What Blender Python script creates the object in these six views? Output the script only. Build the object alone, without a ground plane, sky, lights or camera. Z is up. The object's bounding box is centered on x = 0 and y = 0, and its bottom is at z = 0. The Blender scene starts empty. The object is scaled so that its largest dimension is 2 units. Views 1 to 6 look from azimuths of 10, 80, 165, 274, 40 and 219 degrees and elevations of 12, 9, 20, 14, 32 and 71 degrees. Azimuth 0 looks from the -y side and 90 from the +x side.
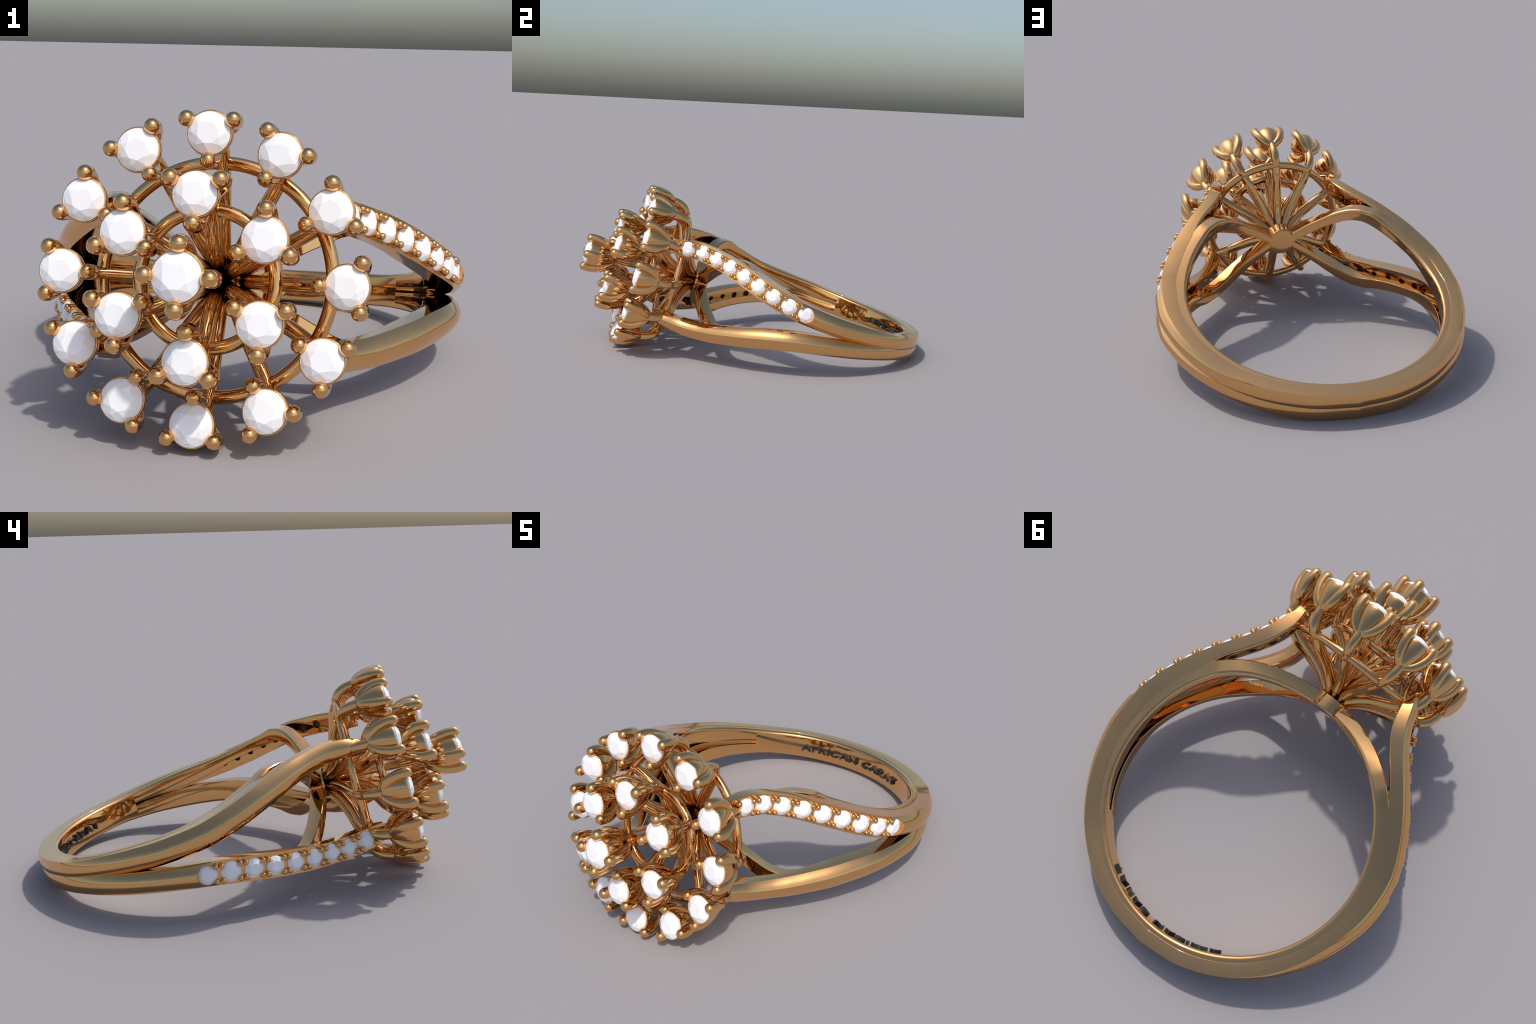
# Gold cocktail ring: split shank with two stone-set shoulders, and a
# cluster of nineteen white stones on curved stems, lying tipped on the ground.
import bpy, bmesh, math
from mathutils import Vector, Matrix

# ------------------------------------------------------------------ frame
# Ring frame used by every mesh: x = across the finger, y = away from the
# cluster (towards the bottom of the shank), z = along the finger axis.
# "t" below is height towards the cluster, so y = -t.  t = 0 is the girdle
# plane of the outer circle of stones.
TILT = math.radians(13.8)
ORIGIN = Vector((0.0, -0.6925, 0.4744))
RING = Matrix.Translation(ORIGIN) @ Matrix.Rotation(-TILT, 4, 'X')
D = 1.0295            # finger-hole centre lies at t = -D
R_IN = 0.605          # finger-hole radius
R_STRIP = 0.671       # outer radius of the base ring and its split strips

scene = bpy.context.scene


# ------------------------------------------------------------------ materials
def gold_material(name, color, rough, grain):
    m = bpy.data.materials.new(name)
    m.use_nodes = True
    nt = m.node_tree
    b = nt.nodes['Principled BSDF']
    b.inputs['Metallic'].default_value = 1.0
    b.inputs['Base Color'].default_value = (*color, 1)
    tc = nt.nodes.new('ShaderNodeTexCoord')
    n = nt.nodes.new('ShaderNodeTexNoise')
    n.inputs['Scale'].default_value = 35.0
    n.inputs['Detail'].default_value = 3.0
    nt.links.new(tc.outputs['Object'], n.inputs['Vector'])
    mr = nt.nodes.new('ShaderNodeMapRange')
    mr.inputs['To Min'].default_value = rough - grain
    mr.inputs['To Max'].default_value = rough + grain
    nt.links.new(n.outputs['Fac'], mr.inputs['Value'])
    nt.links.new(mr.outputs['Result'], b.inputs['Roughness'])
    return m


GOLD = gold_material('polished_rose_gold', (0.80, 0.455, 0.185), 0.06, 0.004)
DARK_BROWN = gold_material('dark_brown_hole', (0.15, 0.085, 0.042), 0.55, 0.03)
DARK_BROWN.node_tree.nodes['Principled BSDF'].inputs['Metallic'].default_value = 0.1


def stone_material():
    m = bpy.data.materials.new('white_gemstone')
    m.use_nodes = True
    nt = m.node_tree
    b = nt.nodes['Principled BSDF']
    b.inputs['Roughness'].default_value = 0.12
    b.inputs['IOR'].default_value = 1.5
    tc = nt.nodes.new('ShaderNodeTexCoord')
    n = nt.nodes.new('ShaderNodeTexNoise')
    n.inputs['Scale'].default_value = 14.0
    nt.links.new(tc.outputs['Object'], n.inputs['Vector'])
    r = nt.nodes.new('ShaderNodeValToRGB')
    r.color_ramp.elements[0].color = (0.93, 0.93, 0.94, 1)
    r.color_ramp.elements[1].color = (0.97, 0.97, 0.97, 1)
    nt.links.new(n.outputs['Fac'], r.inputs['Fac'])
    nt.links.new(r.outputs['Color'], b.inputs['Base Color'])
    return m


STONE = stone_material()

BLACK = bpy.data.materials.new('black_enamel')
BLACK.use_nodes = True
_b = BLACK.node_tree.nodes['Principled BSDF']
_b.inputs['Base Color'].default_value = (0.018, 0.018, 0.020, 1)
_b.inputs['Roughness'].default_value = 0.3


# ------------------------------------------------------------------ helpers
def mesh_from(name, verts, faces, mat, smooth_angle=None):
    me = bpy.data.meshes.new(name)
    me.from_pydata([tuple(v) for v in verts], [], faces)
    bm = bmesh.new()
    bm.from_mesh(me)
    bmesh.ops.recalc_face_normals(bm, faces=bm.faces[:])
    bm.to_mesh(me)
    bm.free()
    me.materials.append(mat)
    finish(me, smooth_angle)
    return me


def finish(me, smooth_angle):
    if smooth_angle is None:
        me.polygons.foreach_set('use_smooth', [False] * len(me.polygons))
    else:
        me.polygons.foreach_set('use_smooth', [True] * len(me.polygons))
        me.set_sharp_from_angle(angle=math.radians(smooth_angle))
    me.update()


def add(name, data, parent, matrix=None):
    o = bpy.data.objects.new(name, data)
    scene.collection.objects.link(o)
    o.parent = parent
    if matrix is not None:
        o.matrix_basis = matrix
    return o


def pchip(table):
    """Monotone cubic through (x, y) pairs."""
    xs = [p[0] for p in table]
    ys = [p[1] for p in table]
    n = len(xs)
    d = [(ys[i + 1] - ys[i]) / (xs[i + 1] - xs[i]) for i in range(n - 1)]
    m = [d[0]]
    for i in range(1, n - 1):
        if d[i - 1] * d[i] <= 0:
            m.append(0.0)
        else:
            h0, h1 = xs[i] - xs[i - 1], xs[i + 1] - xs[i]
            w1, w2 = 2 * h1 + h0, h1 + 2 * h0
            m.append((w1 + w2) / (w1 / d[i - 1] + w2 / d[i]))
    m.append(d[-1])

    def f(x):
        if x <= xs[0]:
            return ys[0]
        if x >= xs[-1]:
            return ys[-1]
        i = 0
        while x > xs[i + 1]:
            i += 1
        h = xs[i + 1] - xs[i]
        t = (x - xs[i]) / h
        return ((1 + 2 * t) * (1 - t) ** 2 * ys[i] + t * (1 - t) ** 2 * h * m[i]
                + t * t * (3 - 2 * t) * ys[i + 1] + t * t * (t - 1) * h * m[i + 1])
    return f


def catmull(points, per):
    """Centripetal-ish Catmull-Rom through vectors."""
    P = [Vector(p) for p in points]
    P = [2 * P[0] - P[1]] + P + [2 * P[-1] - P[-2]]
    out = []
    for i in range(1, len(P) - 2):
        p0, p1, p2, p3 = P[i - 1:i + 3]
        for k in range(per):
            t = k / per
            out.append(0.5 * ((2 * p1) + (p2 - p0) * t + (2 * p0 - 5 * p1 + 4 * p2 - p3) * t * t
                              + (3 * p1 - p0 - 3 * p2 + p3) * t ** 3))
    out.append(P[-2].copy())
    return out


def loft(sections, closed=False, caps=(True, True)):
    """Skin equal-length closed loops of points."""
    k = len(sections[0])
    verts = [p for s in sections for p in s]
    faces = []
    n = len(sections)
    for i in range(n if closed else n - 1):
        a, b = i * k, ((i + 1) % n) * k
        for j in range(k):
            j2 = (j + 1) % k
            faces.append((a + j, a + j2, b + j2, b + j))
    if not closed:
        if caps[0]:
            faces.append(tuple(range(k - 1, -1, -1)))
        if caps[1]:
            faces.append(tuple(range((n - 1) * k, n * k)))
    return verts, faces


def tube(path, radii, seg=20, round_end=False):
    """Sweep a circle along a path with parallel transport."""
    n = len(path)
    tang = [(path[min(i + 1, n - 1)] - path[max(i - 1, 0)]).normalized() for i in range(n)]
    up = Vector((0.31, 0.17, 0.93))
    u = (up - tang[0] * up.dot(tang[0])).normalized()
    secs = []
    for i in range(n):
        u = (u - tang[i] * u.dot(tang[i])).normalized()
        v = tang[i].cross(u)
        r = radii[i] if isinstance(radii, list) else radii
        secs.append([path[i] + (u * math.cos(2 * math.pi * k / seg) + v * math.sin(2 * math.pi * k / seg)) * r
                     for k in range(seg)])
    if round_end:
        r = radii[-1] if isinstance(radii, list) else radii
        for j in range(1, 9):
            b = math.radians(10 * j) if j < 8 else math.radians(86)
            secs.append([path[-1] + tang[-1] * r * math.sin(b)
                         + (u * math.cos(2 * math.pi * k / seg) + v * math.sin(2 * math.pi * k / seg)) * r * math.cos(b)
                         for k in range(seg)])
    return loft(secs)


def merge(parts):
    verts, faces = [], []
    for v, f in parts:
        o = len(verts)
        verts += list(v)
        faces += [tuple(i + o for i in q) for q in f]
    return verts, faces


def boolean_cut(me_a, me_b, name, smooth_angle):
    a = bpy.data.objects.new('tmp_a', me_a)
    b = bpy.data.objects.new('tmp_b', me_b)
    scene.collection.objects.link(a)
    scene.collection.objects.link(b)
    mod = a.modifiers.new('cut', 'BOOLEAN')
    mod.operation = 'DIFFERENCE'
    mod.solver = 'EXACT'
    mod.material_mode = 'TRANSFER'
    mod.object = b
    dg = bpy.context.evaluated_depsgraph_get()
    me = bpy.data.meshes.new_from_object(a.evaluated_get(dg))
    me.name = name
    bpy.data.objects.remove(a)
    bpy.data.objects.remove(b)
    finish(me, smooth_angle)
    return me


def polar(phi, r, a):
    p = math.radians(phi)
    return Vector((r * math.sin(p), D - r * math.cos(p), a))


# ------------------------------------------------------------------ root
root = bpy.data.objects.new('gemstone_ring', None)
scene.collection.objects.link(root)
root['label'] = 'polished gold ring with a domed cluster of white stones'
root['category'] = 'ring'

# ------------------------------------------------------------------ shank
# Base ring: solid at the bottom, split by a slot from 124.5 degrees upward
# into two strips a side, which swing apart and cross under the cluster.
SLOT = 124.5
strip_lo = pchip([(2, -0.030), (7, 0.006), (13, 0.045), (18.5, 0.083), (24, 0.117), (33, 0.163), (39, 0.174),
                  (43, 0.168), (51, 0.145), (60, 0.119), (70, 0.091), (83, 0.046), (92, 0.025),
                  (102, 0.016), (113, 0.0145), (SLOT, 0.012)])
strip_hi = pchip([(2, 0.022), (7, 0.060), (13, 0.104), (18.5, 0.142), (24, 0.180), (33, 0.224), (38, 0.234), (43, 0.233),
                  (51, 0.206), (60, 0.177), (70, 0.1455), (83, 0.1150), (92, 0.1040),
                  (102, 0.093), (113, 0.081), (SLOT, 0.0710), (135, 0.0648), (180, 0.0643)])


def strip_section(phi, lo, hi, fil_lo, fil_hi):
    """Rectangle in (r, a) with the finger-side corners rounded."""
    pts = []
    b = 0.003
    pts += [(R_STRIP - b, lo), (R_IN + max(fil_lo, 1e-4), lo)]
    for c, f, s in ((lo, fil_lo, 1), (hi, fil_hi, -1)):
        rng = range(0, 7) if s == 1 else range(6, -1, -1)
        for k in rng:
            t = math.radians(15 * k)
            pts.append((R_IN + f * (1 - math.sin(t)), c + s * f * (1 - math.cos(t))))
    pts += [(R_IN + max(fil_hi, 1e-4), hi), (R_STRIP - b, hi), (R_STRIP, hi - b), (R_STRIP, lo + b)]
    return [polar(phi, r, a) for r, a in pts]


parts = []
for side in (1, -1):
    for up in (1, -1):
        secs = []
        n = 110
        for i in range(n + 1):
            phi = 2.5 + (SLOT - 2.5) * i / n
            lo, hi = strip_lo(phi), strip_hi(phi)
            s = strip_section(phi * side, lo, hi, 0.004, 0.016)
            secs.append([Vector((p.x, p.y, p.z * up)) for p in s])
        parts.append(loft(secs, caps=(True, False)))
secs = []
n = 110
for i in range(n + 1):
    phi = SLOT + (360 - 2 * SLOT) * i / n
    h = strip_hi(180 - abs(phi - 180))
    secs.append(strip_section(phi, -h, h, 0.016, 0.016))
parts.append(loft(secs))
shank = add('shank', mesh_from('shank', *merge(parts), GOLD, 35), root, RING)

# hub where the four strips cross
HUB_R = 0.0735
secs = []
prof = [(0.0005, 0)] + [(HUB_R - 0.011 * (1 - math.sin(math.radians(a))), 0.011 * (1 - math.cos(math.radians(a)))) for a in range(0, 91, 15)]
rings = []
for rho, lift in prof:
    rings.append([(rho * math.cos(2 * math.pi * k / 48), rho * math.sin(2 * math.pi * k / 48), lift) for k in range(48)])
for ring in rings:
    secs.append([Vector((x, D - math.sqrt(0.6046 ** 2 - x * x) - lift, z)) for x, z, lift in ring])
HUB_TOP = -0.3560
for rho in (HUB_R, 0.0005):
    secs.append([Vector((rho * math.cos(2 * math.pi * k / 48), -HUB_TOP, rho * math.sin(2 * math.pi * k / 48))) for k in range(48)])
hub = add('gallery_hub', mesh_from('gallery_hub', *loft(secs), GOLD, 40), root, RING)

# ------------------------------------------------------------------ shoulder bands
# Outer face of the stone-set band: (s, t, lower edge, upper edge)
BAND = [(.3225, -.139, .160, .232), (.3255, -.170, .160, .243), (.342, -.215, .162, .254), (.371, -.298, .165, .261),
        (.424, -.384, .155, .252), (.481, -.458, .136, .239), (.538, -.533, .112, .219), (.593, -.611, .087, .196),
        (.640, -.693, .062, .171), (.681, -.780, .041, .148), (.706, -.873, .025, .128)]
for phi, r, lo, hi in ((90, .719, .007, .108), (100, .714, .000, .097), (110, .710, -.004, .087), (121, .707, -.006, .076),
                       (133, .705, -.007, .067), (148, .704, -.009, .066), (164, .703, -.011, .066), (180, .703, -.012, .066)):
    p = math.radians(phi)
    BAND.append((r * math.sin(p), r * math.cos(p) - D, lo, hi))
PER = 14
_pts = catmull([Vector((b[0], b[1], b[2], b[3])) for b in BAND], PER)
LINE = []      # (point2d, normal2d, lo, hi, phi)
for i, p in enumerate(_pts):
    q, r = _pts[max(i - 1, 0)], _pts[min(i + 1, len(_pts) - 1)]
    tx, ty = r[0] - q[0], r[1] - q[1]
    ln = math.hypot(tx, ty)
    nx, ny = -ty / ln, tx / ln
    if i == len(_pts) - 1:
        nx, ny = 0.0, -1.0
    LINE.append(((p[0], p[1]), (nx, ny), p[2], p[3], math.degrees(math.atan2(p[0], p[1] + D))))
PAVE_END = 10 * PER + 1          # station where the stone-set stretch stops


def band_point(st, off, a):
    (x, t), (nx, ny), lo, hi, phi = st
    return Vector((x + nx * off, -(t + ny * off), a))


dome_h = pchip([(15, .026), (30, .028), (60, .029), (78, .031), (90, .033), (105, .028), (118, .020), (135, .011), (150, .009), (180, .008)])
plain_crest = pchip([(15, .020), (30, .025), (60, .030), (78, .030), (90, .024), (100, .015), (115, .007), (135, .004), (180, .003)])
tail_crest = pchip([(15, .020), (60, .030), (80, .033), (90, .031), (100, .025), (115, .016), (135, .009), (150, .005), (180, .003)])
depth = pchip([(19.9, .037), (21, .050), (22.8, .062), (28, .060), (38, .056), (47, .062), (60, .066), (180, .066)])
plain_depth = pchip([(19.9, .014), (20.8, .032), (22.4, .058), (28, .060), (38, .056), (47, .062), (60, .066), (180, .066)])


ACROSS = 16


def belly(st, d, h):
    """Finger-side half of a band section: two rounded corners."""
    lo, hi = st[2], st[3]
    f = min(0.011 if st[4] < 44 else max(0.0008, 0.011 - 0.0017 * (st[4] - 44)), 0.4 * d)
    pts = []
    for c, s in ((hi, -1), (lo, 1)):
        arc = [math.radians(15 * k) for k in (range(0, 7) if s == -1 else range(6, -1, -1))]
        for t in arc:
            pts.append(band_point(st, h - d + f * (1 - math.sin(t)), c + s * f * (1 - math.cos(t))))
    return pts


def domed_section(st, dep, crest):
    lo, hi, phi = st[2], st[3], st[4]
    h, c = dome_h(phi), crest(phi)
    e = c - h
    pts = belly(st, dep(phi), 0.0)
    for k in range(ACROSS + 1):
        x = -1 + 2 * k / ACROSS
        pts.append(band_point(st, e + h * (1 - abs(x) ** 2.0), lo + (hi - lo) * k / ACROSS))
    return pts


FLOOR = 0.003


def flat_section(st):
    lo, hi = st[2], st[3]
    pts = belly(st, depth(st[4]), 0.0)
    for k in range(ACROSS + 1):
        pts.append(band_point(st, FLOOR, lo + (hi - lo) * k / ACROSS))
    return pts


# nine stones at nearly even steps along the path
STONES = []
stone_pos = [(.353, -.230, .208), (.379, -.309, .213), (.429, -.382, .203), (.482, -.455, .188), (.540, -.529, .167),
             (.595, -.609, .143), (.643, -.691, .117), (.684, -.779, .094), (.708, -.871, .078)]
for (sx, stt, sa) in stone_pos:
    best = min(range(len(LINE)), key=lambda i: (LINE[i][0][0] - sx) ** 2 + (LINE[i][0][1] - stt) ** 2)
    STONES.append((best, sa))


def stone_frame(i):
    idx, a = STONES[i]
    st = LINE[idx]
    n = Vector((st[1][0], -st[1][1], 0)).normalized()
    p = band_point(st, FLOOR, a)
    j0, j1 = max(i - 1, 0), min(i + 1, 8)
    q0 = band_point(LINE[STONES[j0][0]], 0, STONES[j0][1])
    q1 = band_point(LINE[STONES[j1][0]], 0, STONES[j1][1])
    t = (q1 - q0)
    t = (t - n * t.dot(n)).normalized()
    m = Matrix((t, n.cross(t), n)).transposed().to_4x4()
    m.translation = p
    return m


def stone_radius(i):
    return 0.0390 + 0.0004 * i


FLIP = Matrix.Rotation(math.pi, 4, 'Y')      # half turn about the cluster axis
plain_trim = pchip([(19.9, -.010), (25, -.006), (34, -.003), (47, -.002), (60, 0), (180, 0)])
plain_secs = []
for st in LINE:
    st = (st[0], st[1], st[2], st[3] + plain_trim(st[4]), st[4])
    plain_secs.append([Vector((p.x, p.y, -p.z)) for p in domed_section(st, plain_depth, plain_crest)])
plain_me = mesh_from('plain_shoulder', *loft(plain_secs), GOLD, 30)

# stone-set band: flat floor under the stones, then a domed tail
TAIL = PAVE_END - 5
pave_secs = [flat_section(st) for st in LINE[:TAIL + 1]] + [domed_section(st, depth, tail_crest) for st in LINE[TAIL:]]
pave_me = mesh_from('pave_shoulder', *loft(pave_secs), GOLD, 30)


def disc_loop(m, r, n, z):
    return [m @ Vector((r * math.cos(2 * math.pi * k / n), r * math.sin(2 * math.pi * k / n), z)) for k in range(n)]


# a round seat for the last stone bites into the dome
m = stone_frame(8)
seat_me = mesh_from('seat', *loft([disc_loop(m, 0.0415, 40, 0.0002), disc_loop(m, 0.0415, 40, 0.08)]), GOLD, 30)
pave_me = boolean_cut(pave_me, seat_me, 'pave_shoulder', 30)
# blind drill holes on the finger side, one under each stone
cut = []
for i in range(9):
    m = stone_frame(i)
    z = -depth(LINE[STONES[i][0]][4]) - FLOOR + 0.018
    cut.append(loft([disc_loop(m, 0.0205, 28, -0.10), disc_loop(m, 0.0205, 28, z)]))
holes_me = mesh_from('holes', *merge(cut), DARK_BROWN, 30)
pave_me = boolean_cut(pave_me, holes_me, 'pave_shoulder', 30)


# ------------------------------------------------------------------ stones
def brilliant(name, R, crown, table=0.53, girdle=0.004, pavilion=0.6):
    rm = 0.80
    zm = crown * (1 - rm * math.cos(math.pi / 8)) / (1 - table)
    bm = bmesh.new()
    vs = []

    def ring(r, z, n, ph):
        return [bm.verts.new((r * math.cos(2 * math.pi * (k + ph) / n), r * math.sin(2 * math.pi * (k + ph) / n), z)) for k in range(n)]
    T = ring(table * R, crown, 8, 0)
    M = ring(rm * R, zm, 8, 0.5)
    G = ring(R, 0, 48, 0)
    B = ring(R, -girdle, 48, 0)
    C = bm.verts.new((0, 0, -girdle - pavilion * R))
    bm.faces.new(T)
    for k in range(8):
        k1 = (k + 1) % 8
        bm.faces.new((T[k], M[k], T[k1]))
        bm.faces.new((T[k], M[k - 1], G[6 * k], M[k]))
        for half in (0, 3):
            bm.faces.new([M[k]] + [G[(6 * k + half + j) % 48] for j in range(4)])
    for k in range(48):
        k1 = (k + 1) % 48
        bm.faces.new((G[k], B[k], B[k1], G[k1]))
        bm.faces.new((B[k], C, B[k1]))
    bmesh.ops.recalc_face_normals(bm, faces=bm.faces[:])
    me = bpy.data.meshes.new(name)
    bm.to_mesh(me)
    bm.free()
    me.materials.append(STONE)
    finish(me, None)
    return me


STONE_R = 0.0592
stone_me = brilliant('gemstone', STONE_R, 0.018, girdle=0.010)
centre_stone_me = brilliant('centre_gemstone', 0.0640, 0.020, girdle=0.010)
pave_stone_me = brilliant('pave_stone', 1.0, 0.30, girdle=0.14, pavilion=0.4)

# bead: short post with a ball end
path = [Vector((0, 0, z)) for z in (-0.02, -0.01, 0.0, 0.0135)]
bead_me = mesh_from('bead', *tube(path, 0.0120, 18, True), GOLD, 50)

for turn in (Matrix.Identity(4), FLIP):
    plain = add('plain_shoulder', plain_me, root, RING @ turn)
    pave = add('pave_shoulder', pave_me, root, RING @ turn)
    frames = [stone_frame(i) for i in range(9)]
    for i, f in enumerate(frames):
        add('pave_stone', pave_stone_me, pave,
            f @ Matrix.Translation((0, 0, 0.0045)) @ Matrix.Rotation(0.35 * i, 4, 'Z') @ Matrix.Scale(stone_radius(i), 4))
    for i in range(-1, 8):
        if i < 0:
            c = frames[0].translation - frames[0].col[0].to_3d() * 0.046
            f = frames[0]
            sides = (0.006,)
            w = 0.026
        else:
            c = (frames[i].translation + frames[i + 1].translation) / 2
            f = frames[i]
            sides = (-0.0122, 0.0122)
            w = 0.0285 + 0.0004 * i
        mid = f.copy()
        if i >= 0:
            t = (frames[i + 1].translation - frames[i].translation).normalized()
            nn = (frames[i].col[2].to_3d() + frames[i + 1].col[2].to_3d()).normalized()
            mid = Matrix((t, nn.cross(t), nn)).transposed().to_4x4()
        for dx in sides:
            for dy in (-w, w):
                b = mid.copy()
                b.translation = c + mid.col[0].to_3d() * dx + mid.col[1].to_3d() * dy
                add('bead', bead_me, pave, b)


# ------------------------------------------------------------------ cluster
def revolve(profile, seg=40):
    secs = []
    for r, z in profile:
        secs.append([Vector((r * math.cos(2 * math.pi * k / seg), r * math.sin(2 * math.pi * k / seg), z)) for k in range(seg)])
    return loft(secs)


def cup_profile(k):
    outer = [(0.001, -0.118), (0.0265, -0.118), (0.0285, -0.116), (0.035, -0.106), (0.042, -0.092), (0.051, -0.073), (0.0582, -0.052),
             (0.0635, -0.031), (0.0648, -0.014), (0.0648, -0.008), (0.0636, -0.0052), (0.0615, -0.0045), (0.0596, -0.0055),
             (0.0580, -0.010), (0.053, -0.03), (0.04, -0.06), (0.001, -0.09)]
    return [(r * k, z * k) for r, z in outer]


PRONG = ((0.012, -0.114), (0.026, -0.108), (0.045, -0.093), (0.0625, -0.067), (0.0738, -0.037), (0.0768, -0.012), (0.0760, 0.0045))
INNER_PRONG = ((0.012, -0.118), (0.027, -0.111), (0.048, -0.094), (0.0665, -0.064), (0.0780, -0.033), (0.0800, -0.006), (0.0785, 0.0115))
CENTRE_PRONG = ((0.020, -0.150), (0.040, -0.138), (0.062, -0.110), (0.077, -0.072), (0.0835, -0.036), (0.0845, -0.012), (0.0830, 0.004))


def prong_mesh(name, points, r0, r1):
    path = [Vector((x, 0, z)) for x, z in points]
    path = catmull(path, 6)
    n = len(path)
    rad = [r0 + (r1 - r0) * min(1, i / (n * 0.55)) for i in range(n)]
    return mesh_from(name, *tube(path, rad, 20, True), GOLD, 60)


setting_me = mesh_from('setting', *revolve(cup_profile(1.0)), GOLD, 50)
centre_setting_me = mesh_from('centre_setting', *revolve([(r * 1.09, z * 1.09 - (0.022 if z < -0.02 else 0.0)) for r, z in cup_profile(1.0)]), GOLD, 50)
prong_me = prong_mesh('prong', PRONG, 0.0180, 0.0228)
inner_prong_me = prong_mesh('inner_prong', INNER_PRONG, 0.0190, 0.0242)
centre_prong_me = prong_mesh('centre_prong', CENTRE_PRONG, 0.0200, 0.0242)


def head_frame(angle, R, t, lean):
    a = math.radians(angle)
    er = Vector((math.cos(a), 0, math.sin(a)))
    T = Vector((0, -1, 0))
    z = T * math.cos(lean) - er * math.sin(lean)
    x = er * math.cos(lean) + T * math.sin(lean)
    m = Matrix((x, z.cross(x), z)).transposed().to_4x4()
    m.translation = er * R + T * t
    return m


# half-thickness of a stem across its bending plane, and in that plane
stem_r = pchip([(0, .0080), (0.07, .0105), (0.16, .0160), (0.30, .0225), (0.6, .0242), (1, .0225)])
stem_deep = pchip([(0, .0110), (0.07, .0135), (0.16, .0200), (0.30, .0265), (0.6, .0275), (1, .0230)])
neck_r = pchip([(0, .0215), (0.5, .0225), (1, .0232)])
neck_deep = pchip([(0, .0240), (0.4, .0280), (1, .0265)])
centre_r = pchip([(0, .008), (0.2, .011), (0.45, .0165), (0.7, .0225), (1, .0255)])


def add_bar(name, pts, side, wide, deep):
    """Oval bar along a flat curve; side is the normal of the curve's plane."""
    path = catmull(pts, 8)
    n = len(path) - 1
    secs = []
    for i, p in enumerate(path):
        tan = (path[min(i + 1, n)] - path[max(i - 1, 0)]).normalized()
        v = tan.cross(side).normalized()
        w, d = wide(i / n), deep(i / n)
        secs.append([p + side * (w * math.cos(2 * math.pi * k / 24)) + v * (d * math.sin(2 * math.pi * k / 24)) for k in range(24)])
    add(name, mesh_from(name, *loft(secs), GOLD, 50), root, RING)


def make_head(frame, stem_pts, angle, prong_angles, centre=False, neck_pts=None):
    s = add('setting', centre_setting_me if centre else setting_me, root, RING @ frame)
    add('gemstone', centre_stone_me if centre else stone_me, s, Matrix.Translation((0, 0, 0.0025)) @ Matrix.Rotation(math.pi / 8, 4, 'Z'))
    for p in prong_angles:
        add('prong', centre_prong_me if centre else prong_me if neck_pts else inner_prong_me, s, Matrix.Rotation(math.radians(p), 4, 'Z'))
    a = math.radians(angle)
    at = lambda R, t: Vector((R * math.cos(a), -t, R * math.sin(a)))
    side = Vector((-math.sin(a), 0, math.cos(a)))
    base = frame @ Vector((0, 0, -0.112 * (1.09 if centre else 1.0)))
    if neck_pts:
        add_bar('stem', [at(*p) for p in stem_pts], side, stem_r, stem_deep)
        add_bar('stem_neck', [at(*p) for p in neck_pts] + [base], side, neck_r, neck_deep)
    elif centre:
        add_bar('stem', [at(*p) for p in stem_pts] + [base], side, centre_r, centre_r)
    else:
        add_bar('stem', [at(*p) for p in stem_pts] + [base], side, stem_r, stem_deep)


R_OUT, R_INNER, H_INNER, H_CENTRE = 0.4013, 0.2207, 0.127, 0.268
LEAN = math.radians(4)
OUTER_STEM = [(.042, -.37), (.062, -.335), (.102, -.302), (.158, -.274), (.225, -.253), (.295, -.235), (.340, -.217)]
OUTER_NECK = [(.336, -.212), (.362, -.203), (.386, -.183), (.402, -.152)]
INNER_STEM = [(.012, -.37), (.026, -.30), (.048, -.232), (.085, -.168), (.130, -.130), (.172, -.105), (.206, -.068), (.2195, -.03)]
for k in range(12):
    make_head(head_frame(30 * k, R_OUT, 0.0, LEAN), OUTER_STEM, 30 * k, (180, 60, -60), neck_pts=OUTER_NECK)
for k in range(6):
    make_head(head_frame(30 + 60 * k, R_INNER, H_INNER, 0.0), INNER_STEM, 30 + 60 * k, (180, 60, -60))
make_head(head_frame(0, 0.0, H_CENTRE, 0.0), [(0, -.37), (0, -.2), (0, 0.0)], 0, (0, 90, 180, 270), True)


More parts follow.
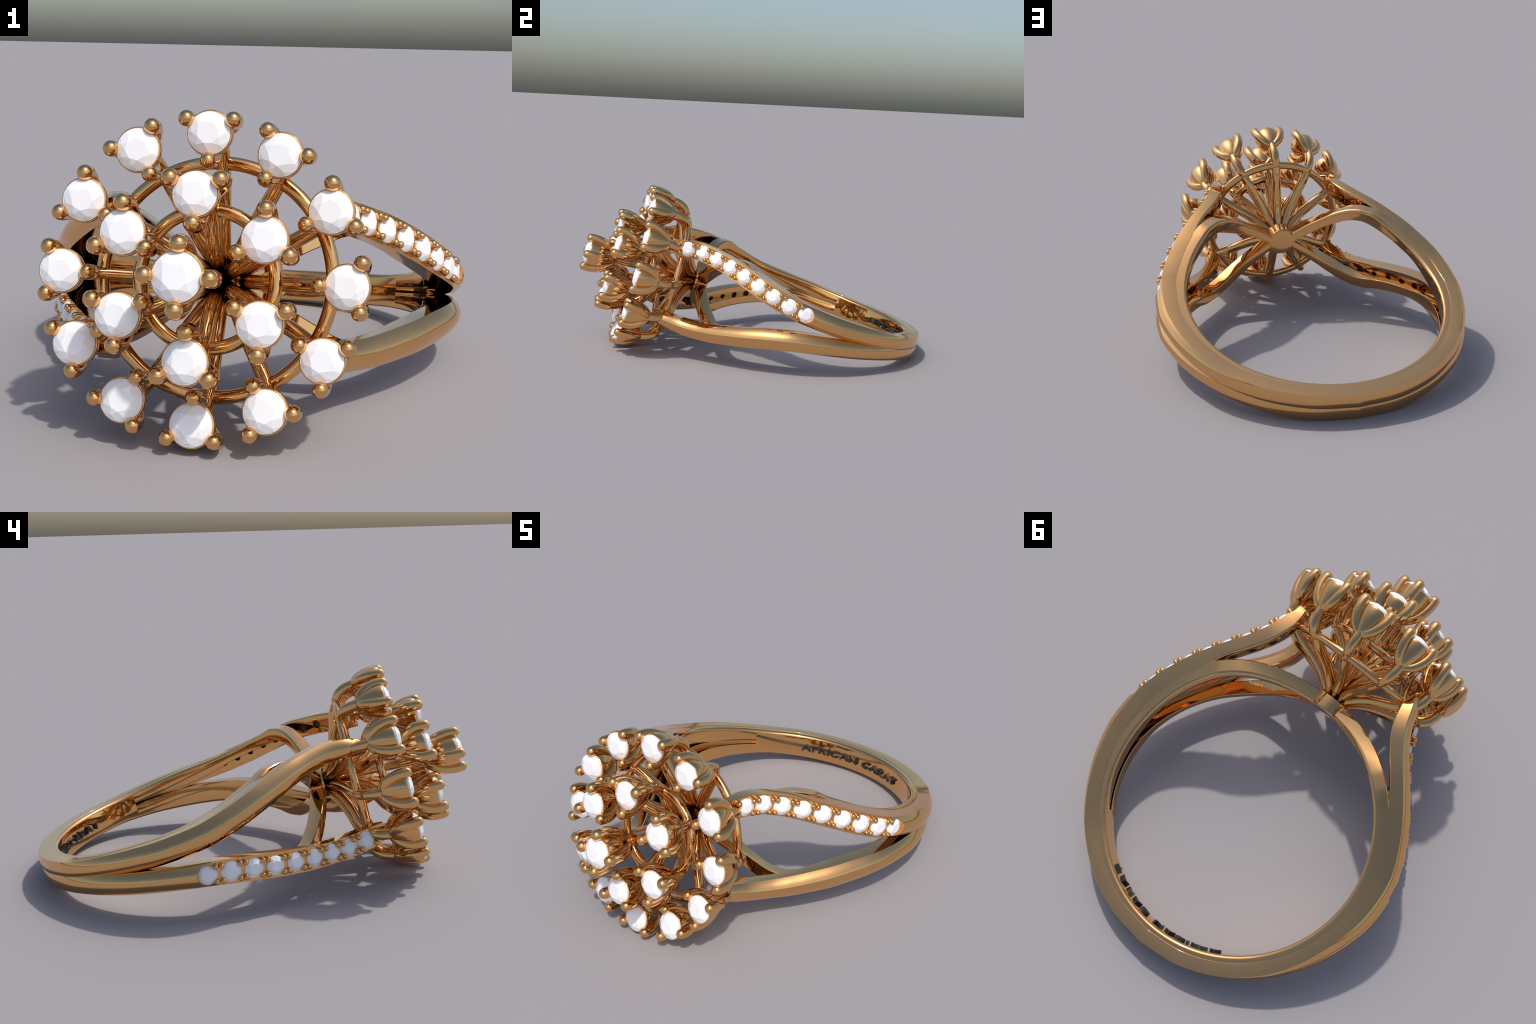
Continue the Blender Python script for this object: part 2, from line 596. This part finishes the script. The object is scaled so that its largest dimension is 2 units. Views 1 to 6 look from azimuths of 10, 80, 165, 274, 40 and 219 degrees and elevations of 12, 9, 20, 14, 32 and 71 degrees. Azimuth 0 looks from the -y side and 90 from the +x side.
def wire_ring(name, R, t, wide, tall):
    n, seg = 120, 24
    secs = []
    for i in range(n):
        a = 2 * math.pi * i / n
        secs.append([Vector(((R + wide * math.cos(b)) * math.cos(a), -(t + tall * math.sin(b)), (R + wide * math.cos(b)) * math.sin(a)))
                     for b in [2 * math.pi * k / seg for k in range(seg)]])
    add(name, mesh_from(name, *loft(secs, closed=True), GOLD, 60), root, RING)


wire_ring('gallery_wire', 0.346, -0.212, 0.0205, 0.0175)
wire_ring('gallery_wire', 0.197, -0.089, 0.0200, 0.0175)

# ------------------------------------------------------------------ lettering inside the shank
def letter_mesh(ch):
    cu = bpy.data.curves.new('glyph', 'FONT')
    cu.body = ch
    cu.size = 1.0
    cu.offset = 0.022
    cu.resolution_u = 6
    cu.extrude = 0.5
    o = bpy.data.objects.new('glyph', cu)
    scene.collection.objects.link(o)
    dg = bpy.context.evaluated_depsgraph_get()
    me = bpy.data.meshes.new_from_object(o.evaluated_get(dg))
    bpy.data.objects.remove(o)
    xs = [v.co.x for v in me.vertices]
    ys = [v.co.y for v in me.vertices]
    return me, min(xs), max(xs), min(ys), max(ys)


TEXT = 'AFRICAN CARAT'
glyphs = [None if c == ' ' else letter_mesh(c) for c in TEXT]
GAP, SPACE = 0.10, 0.30
total = sum(SPACE if g is None else g[2] - g[1] for g in glyphs) + GAP * (len(TEXT) - 1)
ARC = math.radians(62.0) * R_IN
kx = ARC / total
x = 0.0
for c, g in zip(TEXT, glyphs):
    if g is None:
        x += SPACE + GAP
        continue
    me, x0, x1, y0, y1 = g
    capk = 0.037 / 0.75
    bm = bmesh.new()
    bm.from_mesh(me)
    bmesh.ops.triangulate(bm, faces=bm.faces[:])
    for v in bm.verts:
        phi = math.radians(-149.5) - (x + v.co.x - x0) * kx / R_IN
        r = 0.5920 if v.co.z > 0 else 0.610
        a = -0.0190 + v.co.y * capk
        v.co = (r * math.sin(phi), D - r * math.cos(phi), a)
    bmesh.ops.recalc_face_normals(bm, faces=bm.faces[:])
    bm.to_mesh(me)
    bm.free()
    me.name = 'letter'
    me.materials.clear()
    me.materials.append(BLACK)
    finish(me, 30)
    add('letter', me, shank)
    x += x1 - x0 + GAP

for me in list(bpy.data.meshes):
    if me.users == 0:
        bpy.data.meshes.remove(me)
